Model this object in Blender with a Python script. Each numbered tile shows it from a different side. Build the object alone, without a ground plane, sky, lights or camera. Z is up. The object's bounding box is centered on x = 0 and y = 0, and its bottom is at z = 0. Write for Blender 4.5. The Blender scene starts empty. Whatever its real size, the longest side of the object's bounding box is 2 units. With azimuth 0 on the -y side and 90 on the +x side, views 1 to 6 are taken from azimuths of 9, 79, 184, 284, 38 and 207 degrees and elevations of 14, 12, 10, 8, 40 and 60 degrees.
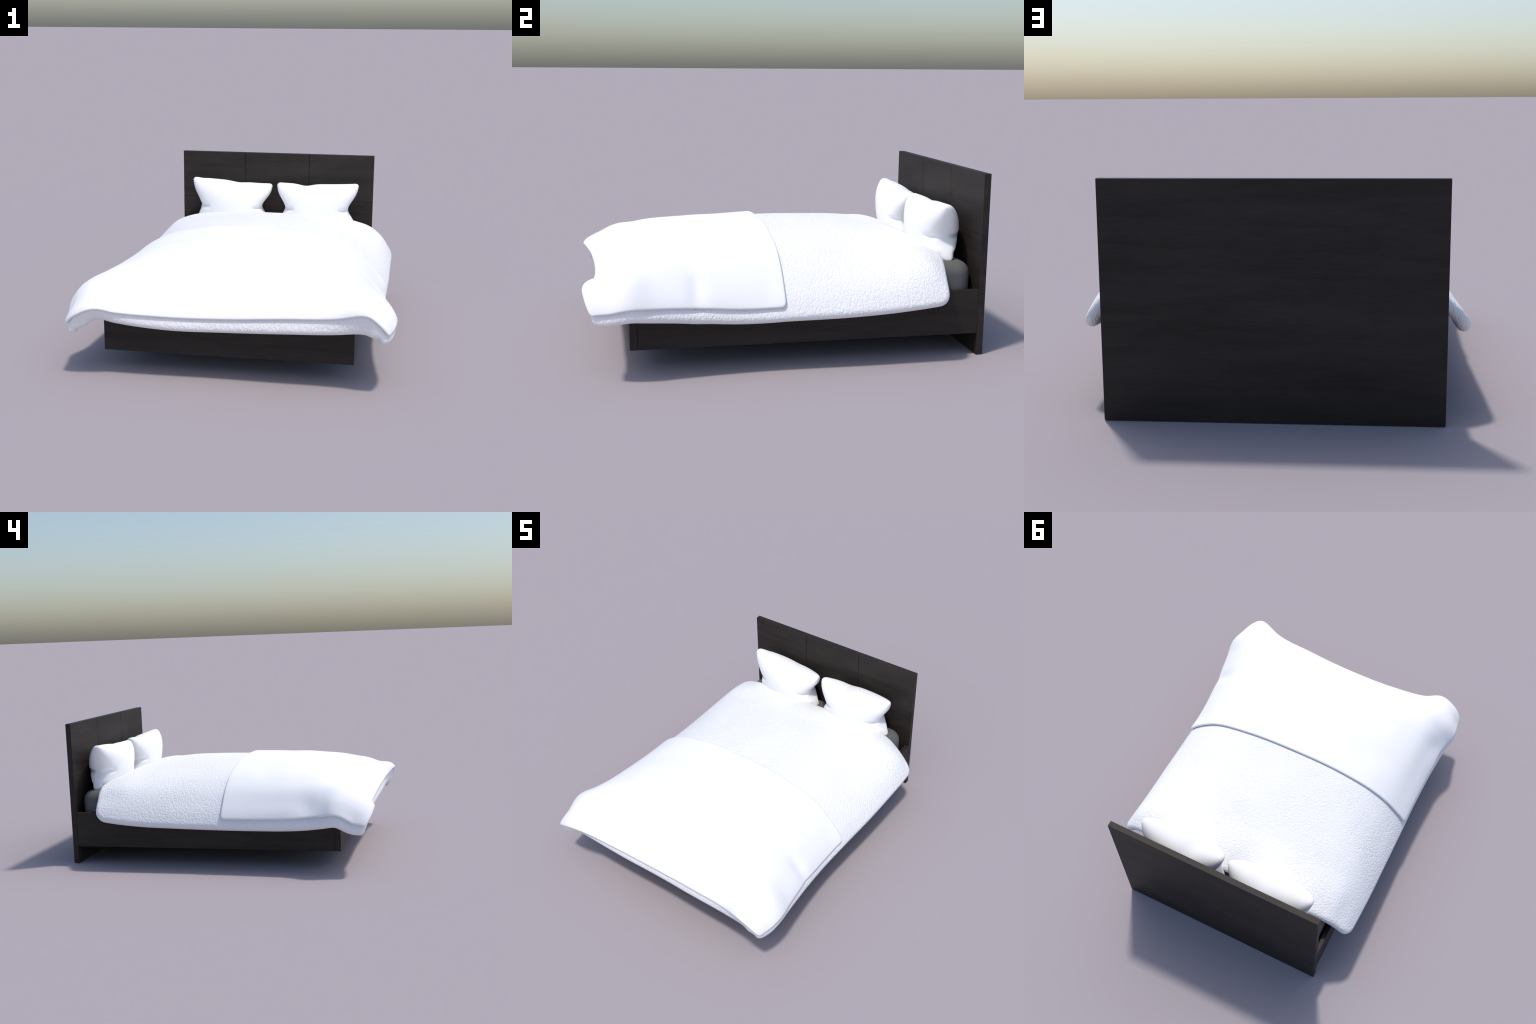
"""A double bed: dark wood frame, grey mattress, white quilt, white blanket, two pillows."""
import bpy, bmesh, math
import numpy as np
from mathutils import Vector

# ------------------------------------------------------------------ materials
def new_material(name):
    m = bpy.data.materials.new(name)
    m.use_nodes = True
    nt = m.node_tree
    return m, nt, nt.nodes["Principled BSDF"]


def link(nt, a, ao, b, bi):
    nt.links.new(a.outputs[ao], b.inputs[bi])


def mapped(nt, scale, rotation=(0, 0, 0)):
    tc = nt.nodes.new("ShaderNodeTexCoord")
    mp = nt.nodes.new("ShaderNodeMapping")
    mp.inputs["Scale"].default_value = scale
    mp.inputs["Rotation"].default_value = rotation
    link(nt, tc, "Object", mp, "Vector")
    return mp


def noise(nt, vec, scale, detail=4, rough=0.55, distortion=0.0):
    n = nt.nodes.new("ShaderNodeTexNoise")
    n.inputs["Scale"].default_value = scale
    n.inputs["Detail"].default_value = detail
    n.inputs["Roughness"].default_value = rough
    n.inputs["Distortion"].default_value = distortion
    link(nt, vec, "Vector", n, "Vector")
    return n


def wood_material(name, scale, dark=(0.0190, 0.0150, 0.0133), light=(0.0365, 0.0292, 0.0258)):
    """Black-brown stained veneer: long soft figure plus thin fibre streaks."""
    m, nt, bsdf = new_material(name)
    mp = mapped(nt, scale)
    figure = noise(nt, mp, 3.2, 5, 0.6, 0.5)
    fibre = noise(nt, mp, 22.0, 4, 0.65, 0.2)
    mix = nt.nodes.new("ShaderNodeMix")
    mix.data_type = "FLOAT"
    mix.inputs[0].default_value = 0.38
    link(nt, figure, "Fac", mix, 2)
    link(nt, fibre, "Fac", mix, 3)
    ramp = nt.nodes.new("ShaderNodeValToRGB")
    ramp.color_ramp.elements[0].position = 0.36
    ramp.color_ramp.elements[0].color = (*dark, 1)
    ramp.color_ramp.elements[1].position = 0.64
    ramp.color_ramp.elements[1].color = (*light, 1)
    link(nt, mix, 0, ramp, "Fac")
    link(nt, ramp, "Color", bsdf, "Base Color")
    bsdf.inputs["Roughness"].default_value = 0.55
    bsdf.inputs["Specular IOR Level"].default_value = 0.23
    bump = nt.nodes.new("ShaderNodeBump")
    bump.inputs["Strength"].default_value = 0.10
    bump.inputs["Distance"].default_value = 0.002
    link(nt, fibre, "Fac", bump, "Height")
    link(nt, bump, "Normal", bsdf, "Normal")
    return m


def cloth_material(name, colour, grain=0.0, grain_scale=90.0, stretch=(1, 1, 1), detail=3, distance=0.004, sheen=0.0, rough=0.85):
    m, nt, bsdf = new_material(name)
    bsdf.inputs["Base Color"].default_value = (*colour, 1)
    bsdf.inputs["Roughness"].default_value = rough
    bsdf.inputs["Specular IOR Level"].default_value = 0.2
    bsdf.inputs["Sheen Weight"].default_value = sheen
    if grain:
        mp = mapped(nt, stretch)
        n = noise(nt, mp, grain_scale, detail, 0.6, 0.15)
        patches = noise(nt, mapped(nt, (1, 1, 1)), 3.5, 2, 0.5)
        strength = nt.nodes.new("ShaderNodeMapRange")
        strength.inputs["From Min"].default_value = 0.32
        strength.inputs["From Max"].default_value = 0.68
        strength.inputs["To Min"].default_value = grain * 0.6
        strength.inputs["To Max"].default_value = grain
        link(nt, patches, "Fac", strength, "Value")
        bump = nt.nodes.new("ShaderNodeBump")
        bump.inputs["Distance"].default_value = distance
        link(nt, strength, "Result", bump, "Strength")
        pits = nt.nodes.new("ShaderNodeMapRange")          # flat cloth with small sunk pits
        pits.interpolation_type = "SMOOTHSTEP"
        pits.inputs["From Min"].default_value = 0.30
        pits.inputs["From Max"].default_value = 0.62
        link(nt, n, "Fac", pits, "Value")
        link(nt, pits, "Result", bump, "Height")
        link(nt, bump, "Normal", bsdf, "Normal")
    return m


WOOD_ACROSS = wood_material("dark_wood_grain_across", (0.55, 4.0, 4.0))
WOOD_ALONG = wood_material("dark_wood_grain_along", (4.0, 0.55, 4.0))
WOOD_PALE = wood_material("slat_wood", (0.55, 4.0, 4.0), (0.03, 0.027, 0.025), (0.05, 0.045, 0.042))
QUILT_CLOTH = cloth_material("crinkled_quilt_cloth", (0.92, 0.92, 0.928), 0.55, 112.0, (1.0, 0.85, 0.5), 2, 0.005)
BLANKET_CLOTH = cloth_material("smooth_blanket_cloth", (0.93, 0.93, 0.94), 0.10, 160.0, (1, 1, 0.35), 2, 0.002)
PILLOW_CLOTH = cloth_material("pillow_cotton", (0.92, 0.92, 0.92))
MATTRESS_CLOTH = cloth_material("grey_mattress_cover", (0.125, 0.127, 0.125), 0.15, 140.0, (1, 1, 1), 2, 0.002)

# ------------------------------------------------------------------ helpers
BED = bpy.data.objects.new("bed", None)
BED.empty_display_size = 0.2
bpy.context.collection.objects.link(BED)
BED["label"] = "dark wood double bed with white quilt, blanket and pillows"
BED["category"] = "bed"


def add_mesh(name, verts, faces, material, parent=BED, smooth=True):
    me = bpy.data.meshes.new(name)
    me.from_pydata([tuple(map(float, v)) for v in verts], [], faces)
    me.materials.append(material)
    me.update()
    if smooth:
        me.polygons.foreach_set("use_smooth", [True] * len(me.polygons))
    ob = bpy.data.objects.new(name, me)
    bpy.context.collection.objects.link(ob)
    ob.parent = parent
    return ob


def board(name, lo, hi, material, parent=BED, bevel=0.002, face_y=None):
    """A board between two corners with small eased edges."""
    bm = bmesh.new()
    bmesh.ops.create_cube(bm, size=1.0)
    lo, hi = Vector(lo), Vector(hi)
    for v in bm.verts:
        v.co = Vector((lo[i] + (v.co[i] + 0.5) * (hi[i] - lo[i]) for i in range(3)))
    if bevel:
        edges = [e for e in bm.edges if face_y is None or all(abs(v.co.y - face_y) < 1e-5 for v in e.verts)]
        bmesh.ops.bevel(bm, geom=edges, offset=bevel, segments=2, profile=0.5, affect="EDGES")
    me = bpy.data.meshes.new(name)
    bm.to_mesh(me)
    bm.free()
    me.materials.append(material)
    ob = bpy.data.objects.new(name, me)
    bpy.context.collection.objects.link(ob)
    ob.parent = parent
    return ob


# ------------------------------------------------------------------ wooden frame
X0, X1 = -0.664, 0.631          # outer sides of the frame
HEAD_FRONT, HEAD_BACK = 0.965, 1.0
FOOT = -0.788
RAIL_LOW, RAIL_TOP = 0.113, 0.340
BOARD = 0.027

PANEL = 0.010                    # panels stand proud of the headboard slab
slab = board("headboard", (X0, HEAD_FRONT + PANEL, 0), (X1, HEAD_BACK, 0.926), WOOD_ACROSS, face_y=HEAD_BACK)
GROOVE = 0.0026
third = (X1 - X0) / 3
for i in range(3):
    board("headboard_panel",
          (X0 + third * i + (GROOVE / 2 if i else 0), HEAD_FRONT, 0.616 + 0.0006),
          (X0 + third * (i + 1) - (GROOVE / 2 if i < 2 else 0), HEAD_FRONT + PANEL, 0.926),
          WOOD_ACROSS, slab, 0.0012, HEAD_FRONT)
board("headboard_panel", (X0, HEAD_FRONT, 0), (X1, HEAD_FRONT + PANEL, 0.616 - 0.0006), WOOD_ACROSS, slab, 0.0012, HEAD_FRONT)

FOOT_IN = -0.7515
board("footboard", (X0, FOOT, RAIL_LOW), (X1, FOOT_IN, RAIL_TOP), WOOD_ACROSS, bevel=0.0015)
for a in (X0, X1 - BOARD):
    board("side_rail", (a, FOOT_IN + 0.001, RAIL_LOW), (a + BOARD, HEAD_FRONT - 0.001, RAIL_TOP - 0.0005), WOOD_ALONG, bevel=0.0015)
for a in (X0 + BOARD, X1 - BOARD - 0.022):
    board("slat_ledge", (a, FOOT_IN, 0.15), (a + 0.022, HEAD_FRONT, 0.175), WOOD_ALONG, bevel=0)
slat = None
for i in range(12):
    y = -0.70 + i * 0.142
    if slat is None:
        slat = board("slat", (X0 + BOARD + 0.002, -0.035, 0.176), (X1 - BOARD - 0.002, 0.035, 0.192), WOOD_PALE)
        slat.location.y = y
    else:
        s = slat.copy()
        s.location.y = y
        bpy.context.collection.objects.link(s)

# ------------------------------------------------------------------ mattress
def mattress():
    lo, hi = np.array([-0.624, -0.745, 0.193]), np.array([0.594, 0.950, 0.472])
    bm = bmesh.new()
    bmesh.ops.create_cube(bm, size=1.0)
    for v in bm.verts:
        v.co = Vector([lo[i] + (v.co[i] + 0.5) * (hi[i] - lo[i]) for i in range(3)])
    bmesh.ops.bevel(bm, geom=[e for e in bm.edges if abs(e.verts[0].co.z - e.verts[1].co.z) > 0.01],
                    offset=0.085, segments=8, profile=0.5, affect="EDGES")
    bmesh.ops.bevel(bm, geom=[e for e in bm.edges if e.verts[0].co.z > 0.47 and e.verts[1].co.z > 0.47 and len(e.link_faces) == 2
                              and any(abs(f.normal.z) < 0.5 for f in e.link_faces)],
                    offset=0.062, segments=8, profile=0.5, affect="EDGES")
    me = bpy.data.meshes.new("mattress")
    bm.to_mesh(me)
    bm.free()
    me.materials.append(MATTRESS_CLOTH)
    me.polygons.foreach_set("use_smooth", [True] * len(me.polygons))
    me.set_sharp_from_angle(angle=math.radians(50))
    ob = bpy.data.objects.new("mattress", me)
    bpy.context.collection.objects.link(ob)
    ob.parent = BED


mattress()

# ------------------------------------------------------------------ draped bedding
# Cross-sections of the quilt's upper side, head to foot.  Each runs from the
# hem on the -x side over the bed to the hem on the +x side.
SECTION = [
    # y, [(x, z) ...]
    (0.70, [(-.780, .335), (-.750, .385), (-.700, .443), (-.645, .496), (-.55, .536), (-.35, .560), (0, .567),
            (.3, .562), (.54, .538), (.638, .503), (.703, .450), (.745, .390), (.772, .332)]),
    (0.50, [(-.785, .315), (-.755, .365), (-.705, .430), (-.645, .485), (-.55, .535), (-.35, .586), (0, .605),
            (.3, .588), (.54, .535), (.635, .480), (.698, .425), (.741, .368), (.770, .312)]),
    (0.25, [(-.785, .305), (-.755, .355), (-.705, .416), (-.645, .475), (-.55, .532), (-.35, .595), (0, .623),
            (.3, .600), (.54, .532), (.630, .468), (.692, .408), (.735, .355), (.768, .300)]),
    (-0.02, [(-.785, .298), (-.755, .350), (-.705, .412), (-.645, .473), (-.55, .535), (-.35, .598), (0, .624),
             (.3, .602), (.54, .533), (.630, .464), (.692, .402), (.733, .350), (.763, .293)]),
    (-0.25, [(-.785, .295), (-.755, .350), (-.705, .412), (-.645, .475), (-.55, .534), (-.35, .588), (0, .615),
             (.3, .601), (.54, .538), (.632, .472), (.692, .408), (.733, .350), (.762, .288)]),
    (-0.50, [(-.795, .300), (-.765, .360), (-.715, .422), (-.655, .482), (-.55, .534), (-.35, .580), (0, .602),
             (.3, .594), (.54, .540), (.640, .486), (.705, .428), (.755, .370), (.785, .310)]),
    (-0.68, [(-.815, .322), (-.785, .380), (-.735, .442), (-.665, .494), (-.55, .527), (-.35, .550), (0, .562),
             (.3, .562), (.54, .538), (.660, .497), (.735, .440), (.785, .380), (.810, .325)]),
    (-0.80, [(-.830, .328), (-.800, .382), (-.755, .442), (-.680, .488), (-.55, .497), (-.35, .492), (0, .496),
             (.3, .502), (.55, .510), (.680, .494), (.760, .452), (.810, .385), (.828, .330)]),
    (-0.88, [(-.817, .290), (-.793, .340), (-.750, .407), (-.680, .454), (-.55, .446), (-.35, .424), (0, .419),
             (.3, .435), (.55, .460), (.680, .468), (.758, .425), (.802, .368), (.820, .318)]),
]
HEAD_EDGE = [(-.778, .752, .345), (-.750, .762, .388), (-.702, .770, .436), (-.645, .782, .482), (-.555, .793, .511),
             (-.35, .790, .519), (0, .785, .527), (.3, .782, .524), (.51, .783, .514), (.605, .770, .488),
             (.682, .755, .442), (.738, .744, .388), (.768, .740, .340)]
# where the blanket ends at the foot, with the corners flaring out
FOOT_EDGE = [(-.808, -.934, .272), (-.785, -.955, .315), (-.735, -.975, .358), (-.655, -.983, .393), (-.55, -.950, .372),
             (-.33, -.928, .358), (0, -.920, .362), (.3, -.930, .383), (.56, -.948, .405), (.690, -.983, .435),
             (.737, -.979, .405), (.780, -.962, .355), (.803, -.936, .308)]
# the quilt's lip turning under below it, tucked back at the corners
FOOT_LIP = [(-.808, -.940, .250), (-.783, -.952, .270), (-.730, -.962, .297), (-.655, -.962, .340), (-.55, -.948, .330),
            (-.33, -.936, .314), (0, -.930, .317), (.3, -.940, .330), (.55, -.948, .340), (.680, -.962, .348),
            (.730, -.968, .335), (.775, -.960, .318), (.803, -.945, .298)]
NET = np.array([HEAD_EDGE] + [[(x, y, z) for x, z in row] for y, row in SECTION] + [FOOT_EDGE, FOOT_LIP])


def chord(points):
    """Average chord-length parameter, 0..1, along axis 0 of points[n, m, 3]."""
    d = np.linalg.norm(np.diff(points, axis=0), axis=2).mean(1)
    t = np.concatenate([[0], np.cumsum(d)])
    return t / t[-1], t[-1]


def hermite(t, p, s):
    """Smooth curve through p[n, ...] at knots t, evaluated at s (extended straight past the ends)."""
    m = np.empty_like(p)
    sl = (p[1:] - p[:-1]) / (t[1:] - t[:-1]).reshape(-1, *([1] * (p.ndim - 1)))
    h = t[1:] - t[:-1]
    for i in range(1, len(t) - 1):
        m[i] = (sl[i - 1] * h[i] + sl[i] * h[i - 1]) / (h[i] + h[i - 1])
    m[0] = 1.5 * sl[0] - 0.5 * m[1]
    m[-1] = 1.5 * sl[-1] - 0.5 * m[-2]
    k = np.clip(np.searchsorted(t, s, side="right") - 1, 0, len(t) - 2)
    hh = (t[k + 1] - t[k])
    u = (s - t[k]) / hh
    sh = (-1,) + (1,) * (p.ndim - 1)
    uc = np.clip(u, 0, 1).reshape(sh)
    hh = hh.reshape(sh)
    val = ((2 * uc**3 - 3 * uc**2 + 1) * p[k] + (uc**3 - 2 * uc**2 + uc) * hh * m[k]
           + (-2 * uc**3 + 3 * uc**2) * p[k + 1] + (uc**3 - uc**2) * hh * m[k + 1])
    over = np.where(s > t[-1], s - t[-1], 0).reshape(sh)
    under = np.where(s < t[0], s - t[0], 0).reshape(sh)
    return val + over * m[-1] + under * m[0]


KU, LU = chord(NET.transpose(1, 0, 2))
KV, LV = chord(NET)

# soft folds and hollows of the cloth: (x, y, z centre, radius x, y, z, depth inwards)
FOLDS = [
    (.74, -.48, .42, .10, .045, .10, .011), (.74, -.14, .40, .08, .05, .08, .004),
    (-.76, -.61, .40, .12, .085, .08, .017), (-.82, -.760, .39, .10, .045, .10, -.008),
    (-.48, -.30, .55, .10, .08, .15, .004), (-.25, -.45, .60, .20, .07, .15, .004),
    (.15, -.33, .62, .22, .06, .15, .003), (.05, .35, .62, .25, .10, .15, -.003),
]


def drape_table(n=240):
    s = np.linspace(-0.02, 1.02, n)
    rows = hermite(KV, NET, s)                                   # n, 13, 3
    full = hermite(KU, rows.transpose(1, 0, 2), s)               # n(u), n(v), 3
    pu = np.gradient(full, axis=0)
    pv = np.gradient(full, axis=1)
    nrm = np.cross(pv, pu)
    nrm /= np.linalg.norm(nrm, axis=2, keepdims=True)
    if nrm[n // 2, n // 2, 2] < 0:
        nrm = -nrm
    for cx, cy, cz, rx, ry, rz, depth in FOLDS:
        q = ((full[..., 0] - cx) / rx) ** 2 + ((full[..., 1] - cy) / ry) ** 2 + ((full[..., 2] - cz) / rz) ** 2
        full = full - nrm * (depth * np.exp(-q))[..., None]
    return s, full


TABLE_S, TABLE = drape_table()


def drape(u, v):
    """Point of the draped surface at arrays u (across) and v (head to foot): bilinear on a fine table."""
    n = len(TABLE_S)
    def split(a):
        f = (a - TABLE_S[0]) / (TABLE_S[1] - TABLE_S[0])
        i = np.clip(f.astype(int), 0, n - 2)
        return i, (f - i)[..., None]
    i, fu = split(u)
    j, fv = split(v)
    return ((TABLE[i, j] * (1 - fu) + TABLE[i + 1, j] * fu) * (1 - fv)
            + (TABLE[i, j + 1] * (1 - fu) + TABLE[i + 1, j + 1] * fu) * fv)


def round_corners(a, b, ra, rb):
    """Square to rounded-square: pulls the corner quarter of the unit square onto a quarter disc."""
    a2, b2 = a.copy(), b.copy()
    for ca in (0, 1):
        for cb in (0, 1):
            da = a if ca == 0 else 1 - a
            db = b if cb == 0 else 1 - b
            inside = (da < ra) & (db < rb)
            p = np.where(inside, (ra - da) / ra, 0)
            q = np.where(inside, (rb - db) / rb, 0)
            pa = p * np.sqrt(1 - q * q / 2)
            qb = q * np.sqrt(1 - p * p / 2)
            na = ra - pa * ra
            nb = rb - qb * rb
            a2 = np.where(inside, na if ca == 0 else 1 - na, a2)
            b2 = np.where(inside, nb if cb == 0 else 1 - nb, b2)
    return a2, b2


def padded_sheet(name, u_range, v_range, top, bottom, corner, material, nu=150, nv=150, plump=0.0, arc=7):
    """A soft sheet lying on the drape between two offsets, with a full round rim all the way round."""
    a, b = np.meshgrid(np.linspace(0, 1, nu), np.linspace(0, 1, nv), indexing="ij")
    wu = (u_range[1] - u_range[0]) * LU
    wv = 0.7 * LV
    a, b = round_corners(a, b, corner / wu, corner / wv)
    uu = u_range[0] + a * (u_range[1] - u_range[0])
    v0, v1 = v_range[0](uu), v_range[1](uu)
    vv = v0 + b * (v1 - v0)
    P = drape(uu, vv)
    e = 0.004
    pu = drape(uu + e, vv) - drape(uu - e, vv)
    pv = drape(uu, vv + e) - drape(uu, vv - e)
    N = np.cross(pu, pv)
    N /= np.linalg.norm(N, axis=2, keepdims=True)
    if N[nu // 2, nv // 2, 2] < 0:
        N = -N
    # smooth the normals so that thick offsets stay clean in the tight bends
    for _ in range(12):
        M = np.pad(N, ((1, 1), (1, 1), (0, 0)), mode="edge")
        N = (M[1:-1, 1:-1] * 2 + M[:-2, 1:-1] + M[2:, 1:-1] + M[1:-1, :-2] + M[1:-1, 2:]) / 6
        N /= np.linalg.norm(N, axis=2, keepdims=True)
    T = P + N * top
    B = P + N * bottom
    verts = [T.reshape(-1, 3), B.reshape(-1, 3)]
    idx = lambda i, j: i * nv + j
    off = nu * nv
    faces = []
    for i in range(nu - 1):
        for j in range(nv - 1):
            faces.append((idx(i, j), idx(i + 1, j), idx(i + 1, j + 1), idx(i, j + 1)))
            faces.append((off + idx(i, j), off + idx(i, j + 1), off + idx(i + 1, j + 1), off + idx(i + 1, j)))
    loop = ([(i, 0) for i in range(nu - 1)] + [(nu - 1, j) for j in range(nv - 1)]
            + [(i, nv - 1) for i in range(nu - 1, 0, -1)] + [(0, j) for j in range(nv - 1, 0, -1)])
    L = len(loop)
    C = np.array([P[i, j] for i, j in loop])
    Nn = np.array([N[i, j] for i, j in loop])
    tang = np.roll(C, -2, axis=0) - np.roll(C, 2, axis=0)
    out = np.cross(tang, Nn)
    out /= np.linalg.norm(out, axis=1, keepdims=True)
    centre_dir = C - C.mean(0)
    if (out * centre_dir).sum() < 0:
        out = -out
    mid, r = (top + bottom) / 2, (top - bottom) / 2
    rings = []
    for k in range(1, arc):
        ang = math.pi * k / arc
        rings.append(C + Nn * (mid + r * math.cos(ang)) + out * (r * math.sin(ang)))
    base = 2 * nu * nv
    for R in rings:
        verts.append(R)
    def ring_index(k, m):
        m %= L
        if k == 0:
            return idx(*loop[m])
        if k == arc:
            return off + idx(*loop[m])
        return base + (k - 1) * L + m
    for k in range(arc):
        for m in range(L):
            faces.append((ring_index(k, m), ring_index(k + 1, m), ring_index(k + 1, m + 1), ring_index(k, m + 1)))
    ob = add_mesh(name, np.vstack(verts), faces, material)
    bm = bmesh.new()
    bm.from_mesh(ob.data)
    bmesh.ops.recalc_face_normals(bm, faces=bm.faces)
    bm.to_mesh(ob.data)
    bm.free()
    return ob


def v_at(y):
    """Drape parameter v where the crown of the bed passes y."""
    s = np.linspace(0, 1, 400)
    line = drape(np.full(400, 0.5), s)[:, 1]
    return float(np.interp(-y, -line, s))


FOOT_V = float(KV[-2])


def quilt_foot(u):
    """The quilt's lip shows below the blanket, less so right at the corners."""
    return 1.0 - (1.0 - FOOT_V) * 0.4 * np.clip((np.abs(u - 0.5) - 0.42) / 0.08, 0, 1)


def blanket_head(u):
    return v_at(-0.063) + 0.0 * u


padded_sheet("quilt", (0.0, 1.0), (lambda u: 0 * u, quilt_foot), 0.0, -0.056, 0.038, QUILT_CLOTH, 170, 170)
padded_sheet("blanket", (0.020, 0.980), (blanket_head, lambda u: FOOT_V + 0 * u), 0.018, 0.003, 0.020, BLANKET_CLOTH, 170, 110, arc=6)


# ------------------------------------------------------------------ pillows
def pillow(name, corners, waist, dips, seed):
    """Plump cushion on edge.  corners: (outer top, inner top, inner bottom, outer bottom)."""
    n, m = 72, 56
    rng = np.random.default_rng(seed)
    s, t = np.meshgrid(np.linspace(-1, 1, n), np.linspace(-1, 1, m), indexing="ij")
    a, b = np.sin(s * math.pi / 2), np.sin(t * math.pi / 2)      # a: -x..+x, b: bottom..top
    ra, rb = round_corners((a + 1) / 2, (b + 1) / 2, 0.045, 0.075)
    tl, tr, br, bl = [np.array(c) for c in corners]
    fa, fb = ra[..., None], rb[..., None]
    base = (bl * (1 - fa) + br * fa) * (1 - fb) + (tl * (1 - fa) + tr * fa) * fb
    # sides drawn in between the corners, deepest at the pinch; top edge sags a little
    pinch = -0.16
    side = np.exp(-((b - pinch) / np.where(b < pinch, 0.48, 0.55)) ** 2)
    base[..., 0] -= np.sign(a) * np.abs(a) ** 3 * side * np.where(a < 0, waist[0], waist[1])
    base[..., 2] -= np.clip(b, 0, 1) ** 3 * (1 - a**2) * waist[2]
    for centre, width, depth in dips:                            # uneven top seam
        base[..., 2] -= np.clip(b, 0, 1) ** 2 * depth * np.exp(-((a - centre) / width) ** 2)
    b = np.clip(b, -0.99999, 0.99999)
    body = np.clip(1 - a**2, 0, 1) ** 0.36 * np.clip(1 - b**2, 0, 1) ** 0.40
    # crease running in from each side at the pinch, and small puckers near the lower corners
    crease = np.exp(-((b - pinch) / 0.085) ** 2) * np.clip((np.abs(a) - 0.55) / 0.4, 0, 1)
    pucker = np.exp(-((b + 0.72) / 0.09) ** 2) * np.clip((np.abs(a) - 0.6) / 0.3, 0, 1)
    fat = body * (1 - 0.48 * crease - 0.15 * pucker)
    lump = 1 + 0.03 * np.sin(3 * a + seed) * np.cos(2.3 * b + seed)
    front, back = base.copy(), base.copy()
    front[..., 1] -= 0.116 * fat * lump * np.where(b < 0, (1 - b**2) ** -0.16 * (1 - 0.12 * b * (1 + b)), 1 - 0.06 * b)
    back[..., 1] += 0.116 * fat * np.where(b < 0, 1 + 0.24 * b, 1 + 0.04 * b)
    verts = [front.reshape(-1, 3)]
    index = np.arange(n * m).reshape(n, m)
    bindex = index.copy()
    extra = []
    k = n * m
    for i in range(1, n - 1):
        for j in range(1, m - 1):
            bindex[i, j] = k
            extra.append(back[i, j])
            k += 1
    faces = []
    for i in range(n - 1):
        for j in range(m - 1):
            faces.append((int(index[i, j]), int(index[i + 1, j]), int(index[i + 1, j + 1]), int(index[i, j + 1])))
            faces.append((int(bindex[i, j]), int(bindex[i, j + 1]), int(bindex[i + 1, j + 1]), int(bindex[i + 1, j])))
    return add_mesh(name, np.vstack([verts[0], np.array(extra)]), faces, PILLOW_CLOTH)


pillow("pillow", [(-.568, .836, .772), (-.024, .820, .745), (-.040, .848, .470), (-.548, .868, .462)], (.045, .065, .004), [(0.15, .22, .010), (0.6, .25, .004), (-.75, .1, .003)], 1)
pillow("pillow", [(.004, .820, .755), (.545, .816, .764), (.530, .845, .460), (.006, .845, .475)], (.055, .060, .010), [(-.30, .20, .014)], 2)
